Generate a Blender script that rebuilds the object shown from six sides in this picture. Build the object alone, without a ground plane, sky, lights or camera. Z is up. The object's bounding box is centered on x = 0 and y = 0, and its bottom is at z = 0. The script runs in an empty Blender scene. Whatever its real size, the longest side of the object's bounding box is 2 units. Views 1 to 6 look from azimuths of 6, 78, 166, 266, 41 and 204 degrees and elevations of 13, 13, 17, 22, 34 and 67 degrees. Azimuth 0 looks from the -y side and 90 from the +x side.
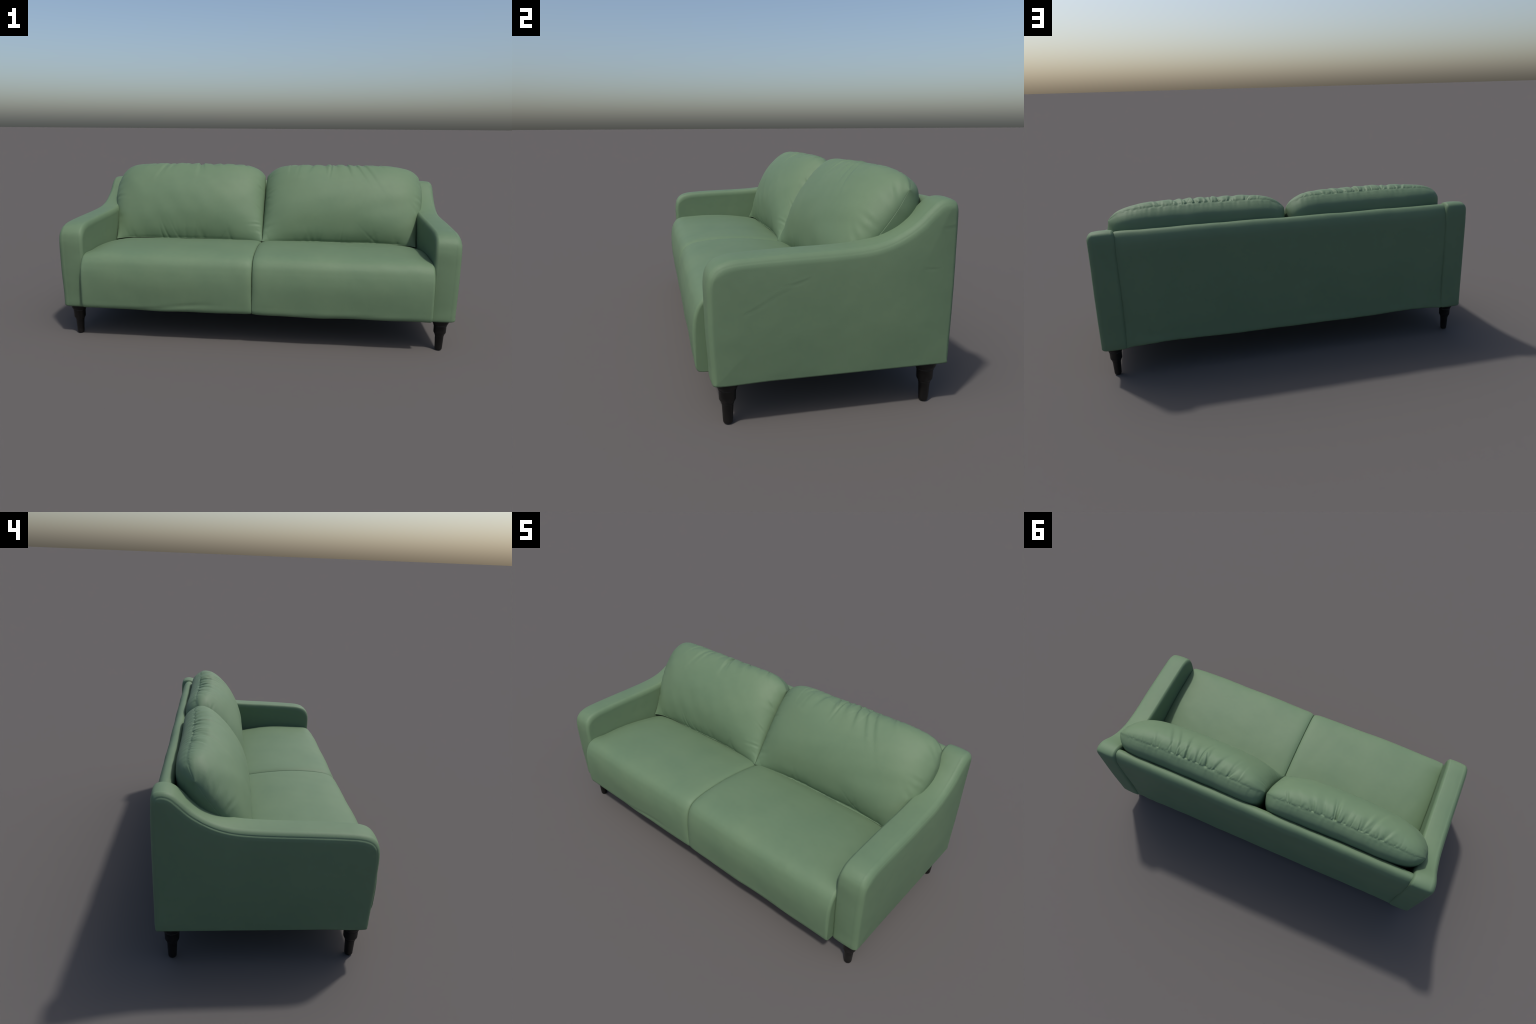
"""Two-seat green leather sofa on turned black legs, built from profiles."""
import bpy
import math
import numpy as np

rng = np.random.default_rng(11)


# ------------------------------------------------------------------ helpers
def smooth_curve(points, count, closed=False):
    """Catmull-Rom curve through control points, resampled evenly by length."""
    p = np.array(points, float)
    n = len(p)
    out = []
    segs = n if closed else n - 1
    for i in range(segs):
        if closed:
            a, b, c, d = p[(i - 1) % n], p[i], p[(i + 1) % n], p[(i + 2) % n]
        else:
            b, c = p[i], p[i + 1]
            a = p[i - 1] if i > 0 else 2 * b - c
            d = p[i + 2] if i + 2 < n else 2 * c - b
        # centripetal parametrisation keeps uneven spacing free of overshoot
        t0 = 0.0
        t1 = t0 + max(np.linalg.norm(b - a), 1e-6) ** 0.5
        t2 = t1 + max(np.linalg.norm(c - b), 1e-6) ** 0.5
        t3 = t2 + max(np.linalg.norm(d - c), 1e-6) ** 0.5
        t = np.linspace(t1, t2, 24, endpoint=False)[:, None]
        a1 = (t1 - t) / (t1 - t0) * a + (t - t0) / (t1 - t0) * b
        a2 = (t2 - t) / (t2 - t1) * b + (t - t1) / (t2 - t1) * c
        a3 = (t3 - t) / (t3 - t2) * c + (t - t2) / (t3 - t2) * d
        b1 = (t2 - t) / (t2 - t0) * a1 + (t - t0) / (t2 - t0) * a2
        b2 = (t3 - t) / (t3 - t1) * a2 + (t - t1) / (t3 - t1) * a3
        out.append((t2 - t) / (t2 - t1) * b1 + (t - t1) / (t2 - t1) * b2)
    q = np.vstack(out + ([p[:1]] if closed else [p[-1:]]))
    s = np.concatenate([[0], np.cumsum(np.linalg.norm(np.diff(q, axis=0), axis=1))])
    u = np.linspace(0, s[-1], count + 1 if closed else count)
    r = np.stack([np.interp(u, s, q[:, k]) for k in range(q.shape[1])], 1)
    return r[:-1] if closed else r


def outline_normals(loop):
    """Outward normals of a closed 2D loop (independent of its direction)."""
    d = np.roll(loop, -1, 0) - np.roll(loop, 1, 0)
    n = np.stack([d[:, 1], -d[:, 0]], 1)
    n /= np.linalg.norm(n, axis=1)[:, None] + 1e-12
    area = np.sum(loop[:, 0] * np.roll(loop[:, 1], -1) - np.roll(loop[:, 0], -1) * loop[:, 1])
    return n if area > 0 else -n


def sstep(a, b, x):
    t = np.clip((x - a) / (b - a), 0, 1)
    return t * t * (3 - 2 * t)


class Waves:
    """Soft random undulation: a seeded sum of plane waves in 3D."""

    def __init__(self, seed, scale, count=14):
        g = np.random.default_rng(seed)
        k = g.normal(size=(count, 3))
        k /= np.linalg.norm(k, axis=1)[:, None]
        self.k = k * g.uniform(0.6, 1.7, (count, 1)) * 2 * math.pi / scale
        self.ph = g.uniform(0, 2 * math.pi, count)
        self.n = math.sqrt(count / 2)

    def __call__(self, p):
        flat = p.reshape(-1, 3)
        v = np.zeros(len(flat))
        for k, ph in zip(self.k, self.ph):
            v += np.sin(flat @ k + ph)
        return (v / self.n).reshape(p.shape[:-1])


def grid_normals(g, wrap):
    """Normals of a vertex grid g[i, j]; j wraps round when wrap is set."""
    di = np.gradient(g, axis=0)
    if wrap:
        dj = (np.roll(g, -1, 1) - np.roll(g, 1, 1)) / 2
    else:
        dj = np.gradient(g, axis=1)
    n = np.cross(di, dj)
    n /= np.linalg.norm(n, axis=2)[:, :, None] + 1e-12
    return n


def mesh_object(name, verts, faces, material, smooth=True):
    me = bpy.data.meshes.new(name)
    me.from_pydata([tuple(v) for v in verts], [], faces)
    me.validate()
    me.update()
    import bmesh
    bm = bmesh.new()
    bm.from_mesh(me)
    bmesh.ops.recalc_face_normals(bm, faces=bm.faces)
    bm.to_mesh(me)
    bm.free()
    if smooth:
        me.polygons.foreach_set("use_smooth", [True] * len(me.polygons))
    me.materials.append(material)
    ob = bpy.data.objects.new(name, me)
    bpy.context.scene.collection.objects.link(ob)
    return ob


def grid_faces(rows, cols, wrap):
    f = []
    last = cols if wrap else cols - 1
    for i in range(rows - 1):
        for j in range(last):
            k = (j + 1) % cols
            f.append((i * cols + j, i * cols + k, (i + 1) * cols + k, (i + 1) * cols + j))
    return f


def closed_tube(name, g, material):
    """Rows of closed loops, capped at both ends with a fan to the centre."""
    r, c, _ = g.shape
    verts = list(g.reshape(-1, 3))
    faces = grid_faces(r, c, True)
    for row in (0, r - 1):
        verts.append(g[row].mean(0))
        ci = len(verts) - 1
        for j in range(c):
            faces.append((row * c + j, row * c + (j + 1) % c, ci))
    return mesh_object(name, verts, faces, material)


# ---------------------------------------------------------------- materials
def srgb(r, g, b):
    def f(c):
        c /= 255.0
        return c / 12.92 if c <= 0.04045 else ((c + 0.055) / 1.055) ** 2.4
    return (f(r), f(g), f(b), 1.0)


def leather():
    m = bpy.data.materials.new("green_leather")
    m.use_nodes = True
    nt = m.node_tree
    bsdf = nt.nodes["Principled BSDF"]
    tc = nt.nodes.new("ShaderNodeTexCoord")
    big = nt.nodes.new("ShaderNodeTexNoise")
    big.inputs["Scale"].default_value = 4.5
    big.inputs["Detail"].default_value = 3.0
    nt.links.new(tc.outputs["Object"], big.inputs["Vector"])
    ramp = nt.nodes.new("ShaderNodeValToRGB")
    ramp.color_ramp.elements[0].position = 0.32
    ramp.color_ramp.elements[0].color = srgb(*LEATHER_A)
    ramp.color_ramp.elements[1].position = 0.68
    ramp.color_ramp.elements[1].color = srgb(*LEATHER_B)
    nt.links.new(big.outputs["Fac"], ramp.inputs["Fac"])
    fine = nt.nodes.new("ShaderNodeTexNoise")
    fine.inputs["Scale"].default_value = 38.0
    fine.inputs["Detail"].default_value = 4.0
    nt.links.new(tc.outputs["Object"], fine.inputs["Vector"])
    tone = nt.nodes.new("ShaderNodeMapRange")
    tone.inputs["To Min"].default_value = 0.965
    tone.inputs["To Max"].default_value = 1.035
    nt.links.new(fine.outputs["Fac"], tone.inputs["Value"])
    mul = nt.nodes.new("ShaderNodeMix")
    mul.data_type = 'RGBA'
    mul.blend_type = 'MULTIPLY'
    mul.inputs["Factor"].default_value = 1.0
    nt.links.new(ramp.outputs["Color"], mul.inputs["A"])
    nt.links.new(tone.outputs["Result"], mul.inputs["B"])
    nt.links.new(mul.outputs["Result"], bsdf.inputs["Base Color"])
    # pebbled grain of the hide
    cell = nt.nodes.new("ShaderNodeTexVoronoi")
    cell.inputs["Scale"].default_value = 260.0
    nt.links.new(tc.outputs["Object"], cell.inputs["Vector"])
    bump = nt.nodes.new("ShaderNodeBump")
    bump.inputs["Strength"].default_value = 0.06
    bump.inputs["Distance"].default_value = 0.002
    nt.links.new(cell.outputs["Distance"], bump.inputs["Height"])
    nt.links.new(bump.outputs["Normal"], bsdf.inputs["Normal"])
    bsdf.inputs["Roughness"].default_value = 0.60
    bsdf.inputs["Specular IOR Level"].default_value = 0.26
    return m


def black_wood():
    m = bpy.data.materials.new("black_lacquered_wood")
    m.use_nodes = True
    nt = m.node_tree
    bsdf = nt.nodes["Principled BSDF"]
    tc = nt.nodes.new("ShaderNodeTexCoord")
    mp = nt.nodes.new("ShaderNodeMapping")
    mp.inputs["Scale"].default_value = (60, 60, 6)
    nt.links.new(tc.outputs["Object"], mp.inputs["Vector"])
    no = nt.nodes.new("ShaderNodeTexNoise")
    no.inputs["Scale"].default_value = 1.0
    nt.links.new(mp.outputs["Vector"], no.inputs["Vector"])
    ramp = nt.nodes.new("ShaderNodeValToRGB")
    ramp.color_ramp.elements[0].color = (0.0045, 0.0042, 0.0040, 1)
    ramp.color_ramp.elements[1].color = (0.0085, 0.0075, 0.0068, 1)
    nt.links.new(no.outputs["Fac"], ramp.inputs["Fac"])
    nt.links.new(ramp.outputs["Color"], bsdf.inputs["Base Color"])
    bsdf.inputs["Roughness"].default_value = 0.42
    bsdf.inputs["Specular IOR Level"].default_value = 0.35
    return m


LEATHER_A = (93, 116, 90)
LEATHER_B = (97, 119, 92)
GREEN = leather()
BLACK = black_wood()

sofa = bpy.data.objects.new("sofa", None)
bpy.context.scene.collection.objects.link(sofa)
sofa["label"] = "two-seat sage green leather sofa with loose cushions and black legs"
sofa["category"] = "sofa"


def adopt(ob):
    ob.parent = sofa
    return ob


# ----------------------------------------------------------------- armrests
# Side outline (y, z) at the crest of the arm, front is -y.
ARM_OUTLINE = [
    (0.452, 0.1605), (0.456, 0.166), (0.459, 0.26), (0.461, 0.40), (0.461, 0.56), (0.459, 0.68), (0.456, 0.732),
    (0.448, 0.755), (0.430, 0.765), (0.402, 0.766), (0.375, 0.756), (0.345, 0.731), (0.305, 0.693),
    (0.258, 0.661), (0.205, 0.636), (0.150, 0.621), (0.080, 0.613), (0.000, 0.609), (-0.140, 0.605),
    (-0.270, 0.600), (-0.345, 0.593), (-0.385, 0.579), (-0.410, 0.553), (-0.420, 0.513),
    (-0.421, 0.430), (-0.419, 0.320), (-0.414, 0.230), (-0.4100, 0.168), (-0.4055, 0.1605),
    (-0.2, 0.160), (0.1, 0.160), (0.3, 0.160), (0.440, 0.160),
]


def build_armrest(side, seam_depth, seed):
    loop = smooth_curve(ARM_OUTLINE, 520, closed=True)
    nrm = outline_normals(loop)
    facing = nrm[:, 1]                                  # +1 on the top strip
    # gently domed strip across the top: (distance from the middle, inset)
    strip = smooth_curve([(0.884, 0.0014), (0.894, 0.0005), (0.908, 0.0), (0.926, 0.0002), (0.945, 0.0012), (0.964, 0.0035)], 26)
    flat = 1 - 0.8 * np.clip(-facing, 0, 1)
    rows = []
    for x, ins in strip:
        p = loop - nrm * (ins * flat)[:, None]
        rows.append(np.column_stack([np.full(len(p), x), p]))

    # side panels: rings shrinking toward the middle; how far a point lies from
    # the outline decides how far it has rolled over the edge
    centre = np.array([0.03, 0.385])

    def panel(base, x0, depth, r_top, r_end, r_low, swell, sign):
        a0, seg = base, np.roll(base, -1, 0) - base
        seg2 = (seg ** 2).sum(1)
        out, gaps = [], []
        for k in (np.arange(1, 74) / 74.0) ** 2.3:
            yz = centre + (base - centre) * (1 - k)
            rel = yz[:, None, :] - a0[None]
            h = np.clip((rel * seg[None]).sum(2) / seg2[None], 0, 1)
            dist = np.sqrt(((rel - h[:, :, None] * seg[None]) ** 2).sum(2))
            gap = dist.min(1)
            wgt = np.exp(-(dist - gap[:, None]) / 0.006)
            f = (wgt * facing[None]).sum(1) / wgt.sum(1)
            r = r_end + (r_top - r_end) * sstep(0.1, 0.8, f) + (r_low - r_end) * sstep(0.1, 0.8, -f)
            roll = np.sqrt(np.clip(1 - np.clip(1 - gap / r, 0, 1) ** 2, 0, 1))
            soft = (1 - np.exp(-gap / 0.06)) * (0.55 + 0.45 * sstep(0.17, 0.36, yz[:, 1]))
            out.append(np.column_stack([x0 + sign * (depth * roll + swell * soft), yz]))
            gaps.append(gap * np.where(f > 0.0, 1, -1))
        return out, gaps

    outer, gap_o = panel(rows[-1][:, 1:], strip[-1, 0], 0.0255, 0.034, 0.019, 0.011, 0.0095, 1)
    inner, _ = panel(rows[0][:, 1:], strip[0, 0], 0.0185, 0.030, 0.017, 0.011, -0.002, -1)
    g = np.array(inner[::-1] + rows + outer)
    n = grid_normals(g, True)
    crest = len(inner) + 10
    top = np.argmax(g[crest, :, 2])
    if n[crest, top, 2] < 0:
        n = -n
    x, y, z = g[:, :, 0], g[:, :, 1], g[:, :, 2]
    d = 0.0004 * Waves(seed, 0.34)(g) + 0.0001 * Waves(seed + 1, 0.10)(g)
    d *= sstep(0.165, 0.20, z)
    # stitched seam with a narrow lip where the top strip meets the side panel
    gap = np.full(x.shape, 9.0)
    gap[-len(outer):] = np.array(gap_o)
    ring = np.exp(-((gap - 0.0150) / 0.0022) ** 2) - 0.35 * np.exp(-((gap - 0.0210) / 0.003) ** 2)
    d -= seam_depth * ring * sstep(0.42, 0.52, z)
    # a few slack creases on the outer side panel
    if side > 0:
        outer_face = sstep(0.985, 0.993, x)
        for (y0, z0, y1, z1, dep, wid) in [(-0.30, 0.412, -0.14, 0.492, 0.0005, 0.0045),
                                           (-0.15, 0.500, -0.08, 0.520, 0.0006, 0.0045),
                                           (0.33, 0.530, 0.385, 0.527, 0.0006, 0.004),
                                           (0.39, 0.665, 0.45, 0.672, 0.0004, 0.006)]:
            L = math.hypot(y1 - y0, z1 - z0)
            ty, tz = (y1 - y0) / L, (z1 - z0) / L
            a = (y - y0) * ty + (z - z0) * tz
            b = -(y - y0) * tz + (z - z0) * ty + 0.002 * np.sin(a * 40)
            along = sstep(-0.02, 0.03, a) * (1 - sstep(L - 0.03, L + 0.02, a))
            d -= dep * outer_face * along * (np.exp(-(b / wid) ** 2) - 0.7 * np.exp(-((b - 1.8 * wid) / wid) ** 2))
    g = g + n * d[:, :, None]
    g[:, :, 0] *= side
    return adopt(closed_tube("armrest", g, GREEN))


build_armrest(1, 0.0003, 21)
build_armrest(-1, 0.0012, 35)


# ----------------------------------------------------------------- backrest
BACK_OUTLINE = [
    (0.443, 0.165), (0.449, 0.168), (0.450, 0.22), (0.4505, 0.32), (0.451, 0.48), (0.451, 0.62),
    (0.450, 0.680), (0.4465, 0.712), (0.4370, 0.738), (0.421, 0.755), (0.402, 0.757), (0.387, 0.746),
    (0.379, 0.722), (0.378, 0.68), (0.380, 0.56), (0.382, 0.40), (0.384, 0.20), (0.388, 0.168),
    (0.394, 0.165),
]


def build_backrest():
    loop = smooth_curve(BACK_OUTLINE, 260, closed=True)
    nrm = outline_normals(loop)
    half = 0.8735
    u = np.linspace(-1, 1, 260)
    xs = half * np.sign(u) * (1 - (1 - np.abs(u)) ** 1.7)
    rows = []
    for x in xs:
        e = half - abs(x)
        r = 0.008
        ins = r * (1 - math.sqrt(max(0.0, 1 - max(0.0, (r - e) / r) ** 2)))
        ins += 0.0035 * math.exp(-e / 0.02)
        p = loop - nrm * ins
        hem = 0.008 * math.exp(-((abs(x) - 0.66) / 0.14) ** 2) + 0.0015 * math.sin(3.1 * x + 1.0) - 0.009 * math.exp(-e / 0.03)
        low = 1 - sstep(0.17, 0.26, p[:, 1])
        p[:, 1] += hem * low
        p[:, 0] += 0.005 * math.exp(-e / 0.025) * low * (p[:, 0] > 0.42)      # corner tab
        rows.append(np.column_stack([np.full(len(p), x), p]))
    g = np.array(rows)
    n = grid_normals(g, True)
    top = np.argmax(g[130, :, 2])
    if n[130, top, 2] < 0:
        n = -n
    d = 0.0008 * Waves(61, 0.40)(g) + 0.0003 * Waves(62, 0.13)(g)
    # loose cloth near the lower corners
    corner = sstep(0.55, 0.86, np.abs(g[:, :, 0])) * (1 - sstep(0.18, 0.34, g[:, :, 2]))
    d += 0.0012 * corner * Waves(63, 0.09)(g)
    g = g + n * d[:, :, None]
    return adopt(closed_tube("backrest", g, GREEN))


build_backrest()


# ------------------------------------------------------------ seat cushions
SEAT_OUTLINE = [
    (-0.432, 0.1670), (-0.445, 0.171), (-0.4525, 0.184), (-0.4560, 0.215), (-0.4585, 0.26), (-0.4590, 0.31), (-0.4565, 0.35),
    (-0.4505, 0.386), (-0.4400, 0.417), (-0.4210, 0.441), (-0.3910, 0.4565), (-0.338, 0.4670),
    (-0.265, 0.4725), (-0.170, 0.4730), (-0.08, 0.4660), (0.00, 0.455), (0.05, 0.4465), (0.09, 0.436), (0.16, 0.417),
    (0.27, 0.402), (0.35, 0.395), (0.376, 0.380), (0.379, 0.33), (0.379, 0.25), (0.378, 0.19), (0.365, 0.171),
    (0.2, 0.168), (-0.1, 0.168), (-0.3, 0.1670),
]


def build_seat(side, seed):
    loop = smooth_curve(SEAT_OUTLINE, 520, closed=True)
    nrm = outline_normals(loop)
    x0, x1 = 0.0005, 0.8715
    u = np.linspace(0, 1, 240)
    # denser stations near both ends
    xs = x0 + (x1 - x0) * (0.5 - 0.5 * np.cos(np.pi * (0.5 - 0.5 * np.cos(np.pi * u))))
    top = sstep(0.36, 0.45, loop[:, 1])
    low = 1 - sstep(0.19, 0.30, loop[:, 1])
    inward = 0.30 + 0.70 * sstep(-0.43, -0.30, loop[:, 0])     # the front corner stays full
    rows = []
    for x in xs:
        a, b = x - x0, x1 - x
        def rnd(e, r):
            return r * (1 - math.sqrt(max(0.0, 1 - max(0.0, (r - e) / r) ** 2)))
        ins = rnd(a, 0.005) + rnd(b, 0.013)
        ins = ins + 0.0125 * math.exp(-(a / 0.018)) * top + 0.0115 * math.exp(-(a / 0.014)) * (1 - top)
        ins = ins + ((0.015 if side > 0 else 0.027) * math.exp(-(b / 0.05)) + 0.005 * math.exp(-(b / 0.14))) * top * inward
        ins = ins * (1 - 0.55 * low)
        p = loop - nrm * (ins if np.ndim(ins) else np.full(len(loop), ins))[:, None]
        # the cushion sinks toward the rear corner beside the arm
        rear = sstep(-0.30, 0.10, p[:, 0]) * top
        p[:, 1] -= 0.010 * math.exp(-(b / 0.05)) * rear
        # hem along the lower front edge wavers
        front = 1 - sstep(-0.42, -0.35, p[:, 0])
        p[:, 1] += low * front * (0.0016 * math.sin(x * 9 + seed) + 0.0008 * math.sin(x * 21 + 2 * seed))
        # the front swells forward between its ends
        p[:, 0] -= 0.0050 * math.sin(math.pi * (x - x0) / (x1 - x0)) * front * sstep(0.20, 0.34, p[:, 1])
        rows.append(np.column_stack([np.full(len(p), x), p]))
    g = np.array(rows)
    n = grid_normals(g, True)
    ti = np.argmax(g[120, :, 2])
    if n[120, ti, 2] < 0:
        n = -n
    mid = sstep(0.0, 0.10, g[:, :, 0] - x0) * (1 - sstep(0.80, 0.868, g[:, :, 0]))
    d = (0.0009 * Waves(seed, 0.42)(g) + 0.0002 * Waves(seed + 1, 0.12)(g)) * (0.25 + 0.75 * mid)
    # slack fold above the front hem
    fold = np.exp(-((g[:, :, 2] - (0.195 + 0.02 * np.sin(g[:, :, 0] * 7 + seed))) / 0.012) ** 2)
    fold *= (g[:, :, 1] < -0.40) * sstep(0.12, 0.35, g[:, :, 0]) * (1 - sstep(0.5, 0.75, g[:, :, 0]))
    d -= 0.0020 * fold * (1.0 if side < 0 else 0.5)
    g = g + n * d[:, :, None]
    g[:, :, 0] *= side
    return adopt(closed_tube("seat_cushion", g, GREEN))


build_seat(1, 71)
build_seat(-1, 82)


# ------------------------------------------------------------ back cushions
# Mid section of the pillow (y, z): front panel from the lower seam up over
# the top to the upper seam, then the back panel down again.
SEAM_LOW = np.array([0.068, 0.441])
SEAM_TOP = np.array([0.324, 0.846])
FRONT_PANEL = [
    tuple(SEAM_LOW), (0.060, 0.462), (0.053, 0.500), (0.053, 0.550), (0.060, 0.600), (0.075, 0.650),
    (0.099, 0.705), (0.131, 0.757), (0.168, 0.803), (0.209, 0.839), (0.248, 0.8600), (0.282, 0.8625),
    (0.305, 0.8570), tuple(SEAM_TOP)]
BACK_PANEL = [
    tuple(SEAM_TOP), (0.351, 0.8270), (0.371, 0.802), (0.380, 0.764), (0.382, 0.70), (0.378, 0.58),
    (0.362, 0.50), (0.310, 0.455), (0.220, 0.432), (0.130, 0.430), tuple(SEAM_LOW)]


def build_back_cushion(side, seed, big_folds):
    g_rng = np.random.default_rng(seed)
    nf, nb, nu = 300, 150, 640
    front = smooth_curve(FRONT_PANEL, nf)
    back = smooth_curve(BACK_PANEL, nb)[1:-1]
    loop = np.vstack([front, back])
    axis = SEAM_TOP - SEAM_LOW
    L = np.linalg.norm(axis)
    tdir = axis / L
    t = np.clip((loop - SEAM_LOW) @ tdir / L, 0, 1)
    base = SEAM_LOW + t[:, None] * axis
    off = loop - base
    # distance from the upper seam measured along the front panel
    fa = np.concatenate([[0], np.cumsum(np.linalg.norm(np.diff(front, axis=0), axis=1))])
    to_top = np.concatenate([fa[-1] - fa, np.full(nb - 2, np.nan)])
    u = np.linspace(-1, 1, nu)
    s = u * (1 + (1 - u ** 6) / 6)            # stations crowd toward both tips
    rows = []
    for si in s:
        a = abs(si)
        w_front = (1 - a ** (2.9 if si > 0 and side < 0 else 3.6)) ** (1 / 2.0) if a < 1 else 0.0
        w_back = (1 - a ** (26 if si < 0 else 9 if side > 0 else 4.0)) ** (1 / 2.2) if a < 1 else 0.0
        w = np.where(np.arange(len(loop)) < nf, w_front, w_back)[:, None]
        drop = 0.040 * a ** 4 + (0.11 if si < 0 else 0.10 if side > 0 else 0.14) * a ** 11
        tt = t * (1 - drop)
        b = SEAM_LOW + tt[:, None] * axis
        yz = b + off * w
        # the seam bows back toward the ends
        yz[:, 0] += 0.020 * a ** 2 * t
        # and the lower one is pushed back in the middle by the seat
        yz[:, 0] += (0.016 if side > 0 else 0.006) * (1 - a ** 2) * (1 - t) ** 3 * (np.arange(len(loop)) < nf)
        # lower corners poke forward and settle onto the seat
        yz[:, 0] -= (0.022 if si < 0 else 0.016) * a ** 5 * (1 - t) ** 2
        yz[:, 1] -= 0.010 * max(0.0, si) ** 6 * (1 - t) ** 3
        # outer end leans over the arm, inner end meets its neighbour
        out_x = 0.860 + 0.048 * sstep(0.0, 0.75, t) - 0.012 * sstep(0.8, 1.0, t)
        in_x = 0.001 + 0.004 * sstep(0.8, 1.0, t)
        x = in_x + (out_x - in_x) * (si + 1) / 2
        rows.append(np.column_stack([x, yz]))
    g = np.array(rows)
    n = grid_normals(g, True)
    ti = np.argmax(g[nu // 2, :, 2])
    if n[nu // 2, ti, 2] < 0:
        n = -n
    # ends collapse to a line, so give them steady sideways normals
    n[0] = (-1, 0, 0)
    n[-1] = (1, 0, 0)
    X = g[:, :, 0]
    S = np.repeat(s[:, None], len(loop), 1)
    isf = ~np.isnan(to_top)
    A = np.where(isf, to_top, 1.0)[None, :].repeat(nu, 0)
    edge = np.clip((1 - np.abs(S)) / 0.06, 0, 1)
    d = (0.0013 * Waves(seed + 5, 0.36)(g) + 0.0005 * Waves(seed + 6, 0.13)(g)) * edge

    # gathers running down from the upper seam: a steep and a soft flank each
    def gather(xc, lean, bend, length, depth, width, skew=0.0):
        nonlocal d
        path = xc + lean * A + bend * A ** 2
        fall = np.exp(-(A / length) ** 2.4) * sstep(0.0, 0.007, A) * isf[None, :]
        wid = width * (0.75 + 0.8 * A / max(length, 1e-3))
        q = (X - path) / wid
        q = q * np.where(q > 0, 1 + skew, 1 - skew)
        d -= depth * fall * (np.exp(-q ** 2) - 0.22 * np.exp(-((np.abs(q) - 2.1) / 1.1) ** 2))

    for (xc, lean, bend, length, depth, width) in big_folds:
        gather(xc, lean, bend, length, depth, width, 0.35)
    # medium ones, irregular in place, slant and reach
    for k in range(22):
        xc = 0.13 + 0.64 * (k + g_rng.uniform(-0.7, 0.7)) / 21
        mid = 1 - abs(xc - 0.45) / 0.45
        gather(xc, (xc - 0.45) * 0.9 + g_rng.normal(0.0, 0.14), g_rng.normal(0, 0.8), 0.028 + g_rng.exponential(0.030) * (0.5 + mid),
               (0.0008 + g_rng.exponential(0.0012)) * (0.5 + 0.7 * mid), g_rng.uniform(0.0032, 0.0075), g_rng.uniform(-0.4, 0.4))
    # fine puckers hugging the stitches
    pos = 0.09
    while pos < 0.85:
        mid = 1 - abs(pos - 0.45) / 0.45
        gather(pos, g_rng.normal(0, 0.35), 0.0, g_rng.uniform(0.014, 0.034), g_rng.uniform(0.0003, 0.0016) * (0.4 + 0.8 * mid),
               g_rng.uniform(0.0028, 0.0055))
        pos += g_rng.uniform(0.006, 0.024)

    # puckers fanning out of both end seams, longest low on the outer side
    end = np.where(S > 0, 0.905 - X, X - 0.002)
    T = t[None, :].repeat(nu, 0)
    for sgn, count in ((1, 17), (-1, 12)):
        for _ in range(count):
            tc = g_rng.uniform(0.05, 0.95)
            ln = g_rng.uniform(0.025, 0.06)
            dep = g_rng.uniform(0.0005, 0.0022)
            wid = g_rng.uniform(0.006, 0.014)
            sl = g_rng.normal(0, 0.8)
            q = (T * L - tc * L - sl * end * 0.4) / wid
            d -= dep * (np.sign(S) == sgn) * isf[None, :] * np.exp(-(np.maximum(end, 0) / ln) ** 2) * \
                (np.exp(-q ** 2) - 0.5 * np.exp(-((np.abs(q) - 1.9) / 0.9) ** 2)) * edge
    # small tucks above the lower seam
    low = np.where(isf, fa[-1] - to_top, 1.0)[None, :].repeat(nu, 0)
    for _ in range(22):
        xc = g_rng.uniform(0.03, 0.84)
        ln = g_rng.uniform(0.03, 0.09)
        q = (X - xc - g_rng.normal(0, 0.35) * low) / g_rng.uniform(0.006, 0.014)
        d -= g_rng.uniform(0.0005, 0.0016) * isf[None, :] * np.exp(-(low / ln) ** 2) * np.exp(-q ** 2) * edge
    # pulled-in stitch line along the upper seam, puckering the back panel too
    i_seam = nf - 1
    arc = np.concatenate([[0], np.cumsum(np.linalg.norm(np.diff(np.vstack([loop, loop[:1]]), axis=0), axis=1))])[:-1]
    ds = np.abs(arc - arc[i_seam])[None, :]
    d -= (0.0006 * np.exp(-(ds / 0.0035) ** 2) - 0.0006 * np.exp(-((ds - 0.012) / 0.007) ** 2)) * (0.15 + 0.85 * sstep(0.0, 0.4, 1 - np.abs(S))) * edge
    backside = (np.arange(len(loop)) > i_seam)[None, :]
    d += 0.0009 * backside * np.exp(-ds / 0.03) * Waves(seed + 9, 0.035)(g * np.array([1, 0.3, 0.3])) * edge
    g = g + n * d[:, :, None]
    g[:, :, 0] *= side
    return adopt(closed_tube("back_cushion", g, GREEN))


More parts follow.
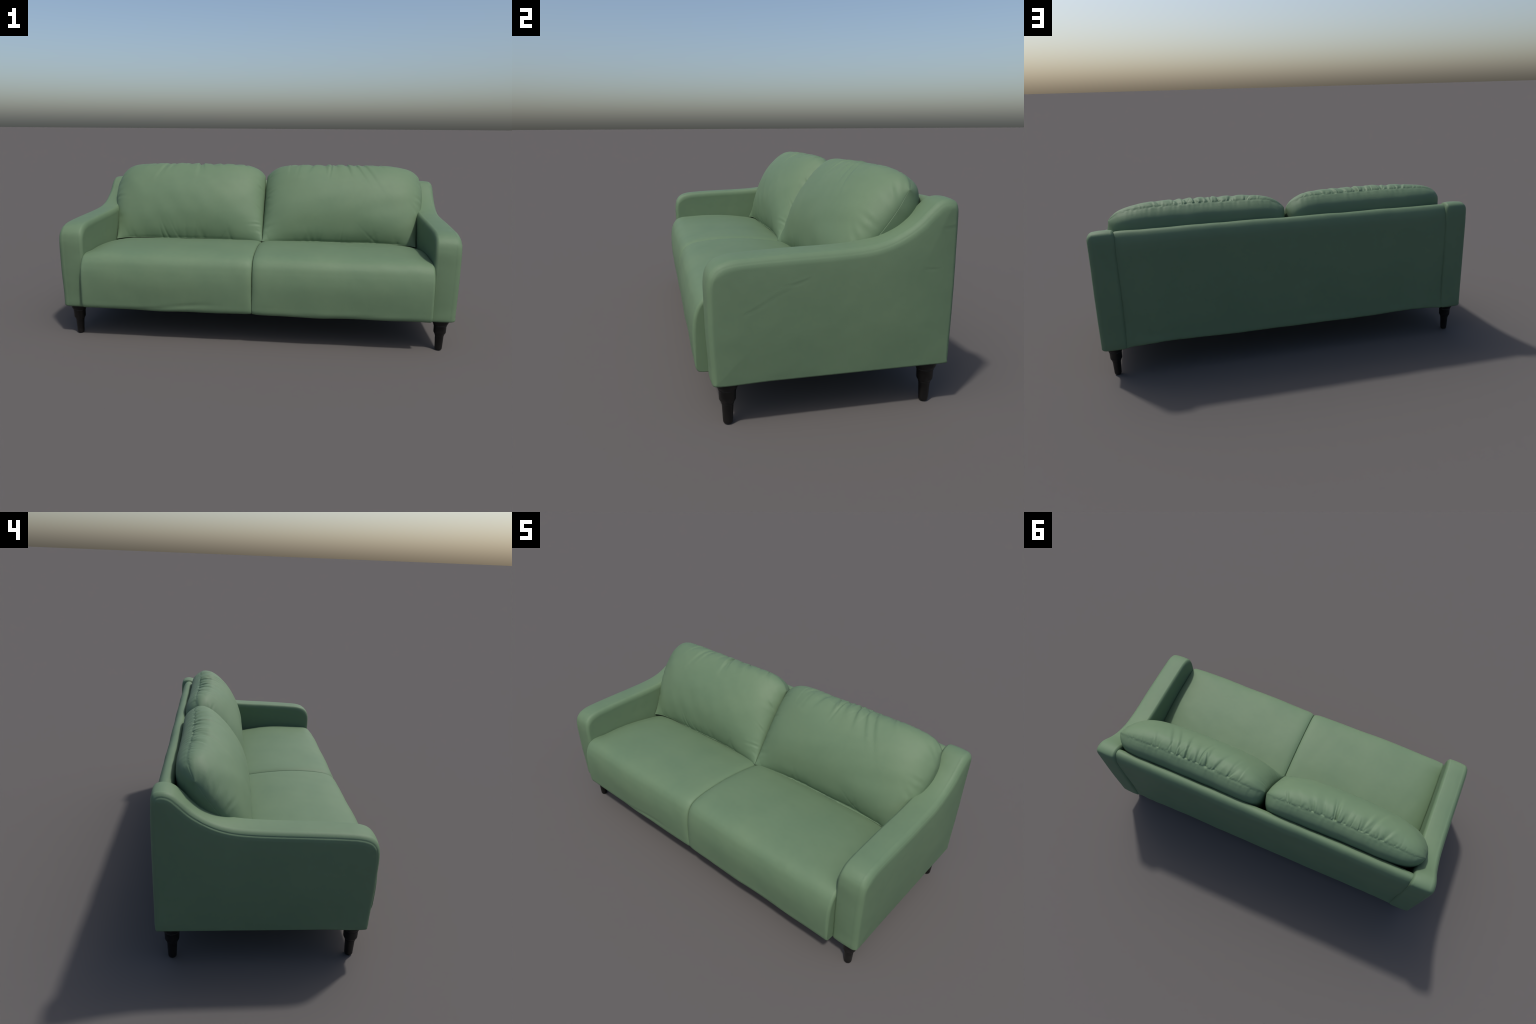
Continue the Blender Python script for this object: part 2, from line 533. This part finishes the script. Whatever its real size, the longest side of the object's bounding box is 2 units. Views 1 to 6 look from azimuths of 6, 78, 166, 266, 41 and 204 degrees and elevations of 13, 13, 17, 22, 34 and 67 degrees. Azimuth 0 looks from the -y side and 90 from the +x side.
build_back_cushion(1, 101, [
    (0.468, 0.05, 0.6, 0.115, 0.0100, 0.0085), (0.350, -0.05, 0.4, 0.110, 0.0065, 0.0100),
    (0.505, 0.25, 0.6, 0.165, 0.0060, 0.0110), (0.550, 0.30, 0.5, 0.185, 0.0050, 0.0120),
    (0.405, 0.10, 0.0, 0.085, 0.0060, 0.0080), (0.300, -0.35, 0.0, 0.120, 0.0045, 0.0100),
    (0.640, 0.35, 0.0, 0.085, 0.0042, 0.0090), (0.215, -0.40, 0.0, 0.090, 0.0035, 0.0100)])
build_back_cushion(-1, 143, [
    (0.400, -0.12, 0.3, 0.120, 0.0100, 0.0085), (0.450, 0.10, 0.2, 0.080, 0.0050, 0.0090),
    (0.540, 0.15, 0.4, 0.120, 0.0070, 0.0100), (0.575, 0.25, 0.3, 0.170, 0.0050, 0.0120),
    (0.335, -0.30, 0.0, 0.100, 0.0045, 0.0100), (0.280, -0.35, 0.0, 0.090, 0.0045, 0.0090),
    (0.655, 0.40, 0.0, 0.095, 0.0045, 0.0100), (0.205, -0.40, 0.0, 0.080, 0.0035, 0.0100)])


# --------------------------------------------------------------------- legs
LEG_PROFILE = [
    (0.0, 0.000), (0.0130, 0.000), (0.0155, 0.0012), (0.0175, 0.0060), (0.0180, 0.014), (0.0208, 0.0735), (0.0222, 0.0750),
    (0.0230, 0.0770), (0.0224, 0.0790), (0.0240, 0.0815), (0.0288, 0.0900), (0.0297, 0.0935), (0.0303, 0.1250), (0.0318, 0.1265),
    (0.0326, 0.1285), (0.0318, 0.1305), (0.0335, 0.1330), (0.0382, 0.1420), (0.0394, 0.1460), (0.0400, 0.1720), (0.0, 0.1720)]


def build_leg_mesh():
    segs = 56
    verts, faces = [], []
    n = len(LEG_PROFILE)
    for (r, z) in LEG_PROFILE[1:-1]:
        for k in range(segs):
            a = 2 * math.pi * k / segs
            verts.append((r * math.cos(a), r * math.sin(a), z))
    m = n - 2
    for i in range(m - 1):
        for k in range(segs):
            k2 = (k + 1) % segs
            faces.append((i * segs + k, i * segs + k2, (i + 1) * segs + k2, (i + 1) * segs + k))
    faces.append(tuple(range(segs - 1, -1, -1)))
    faces.append(tuple((m - 1) * segs + k for k in range(segs)))
    ob = mesh_object("leg", verts, faces, BLACK)
    ob.data.set_sharp_from_angle(angle=math.radians(50))
    return ob


first = build_leg_mesh()
spots = [(0.932, -0.352), (0.932, 0.391), (-0.932, -0.352), (-0.932, 0.391)]
for i, (x, y) in enumerate(spots):
    leg = first if i == 0 else first.copy()
    if i:
        bpy.context.scene.collection.objects.link(leg)
    leg.location = (x, y, 0)
    leg.rotation_euler = (0, 0, i * 1.3)
    adopt(leg)
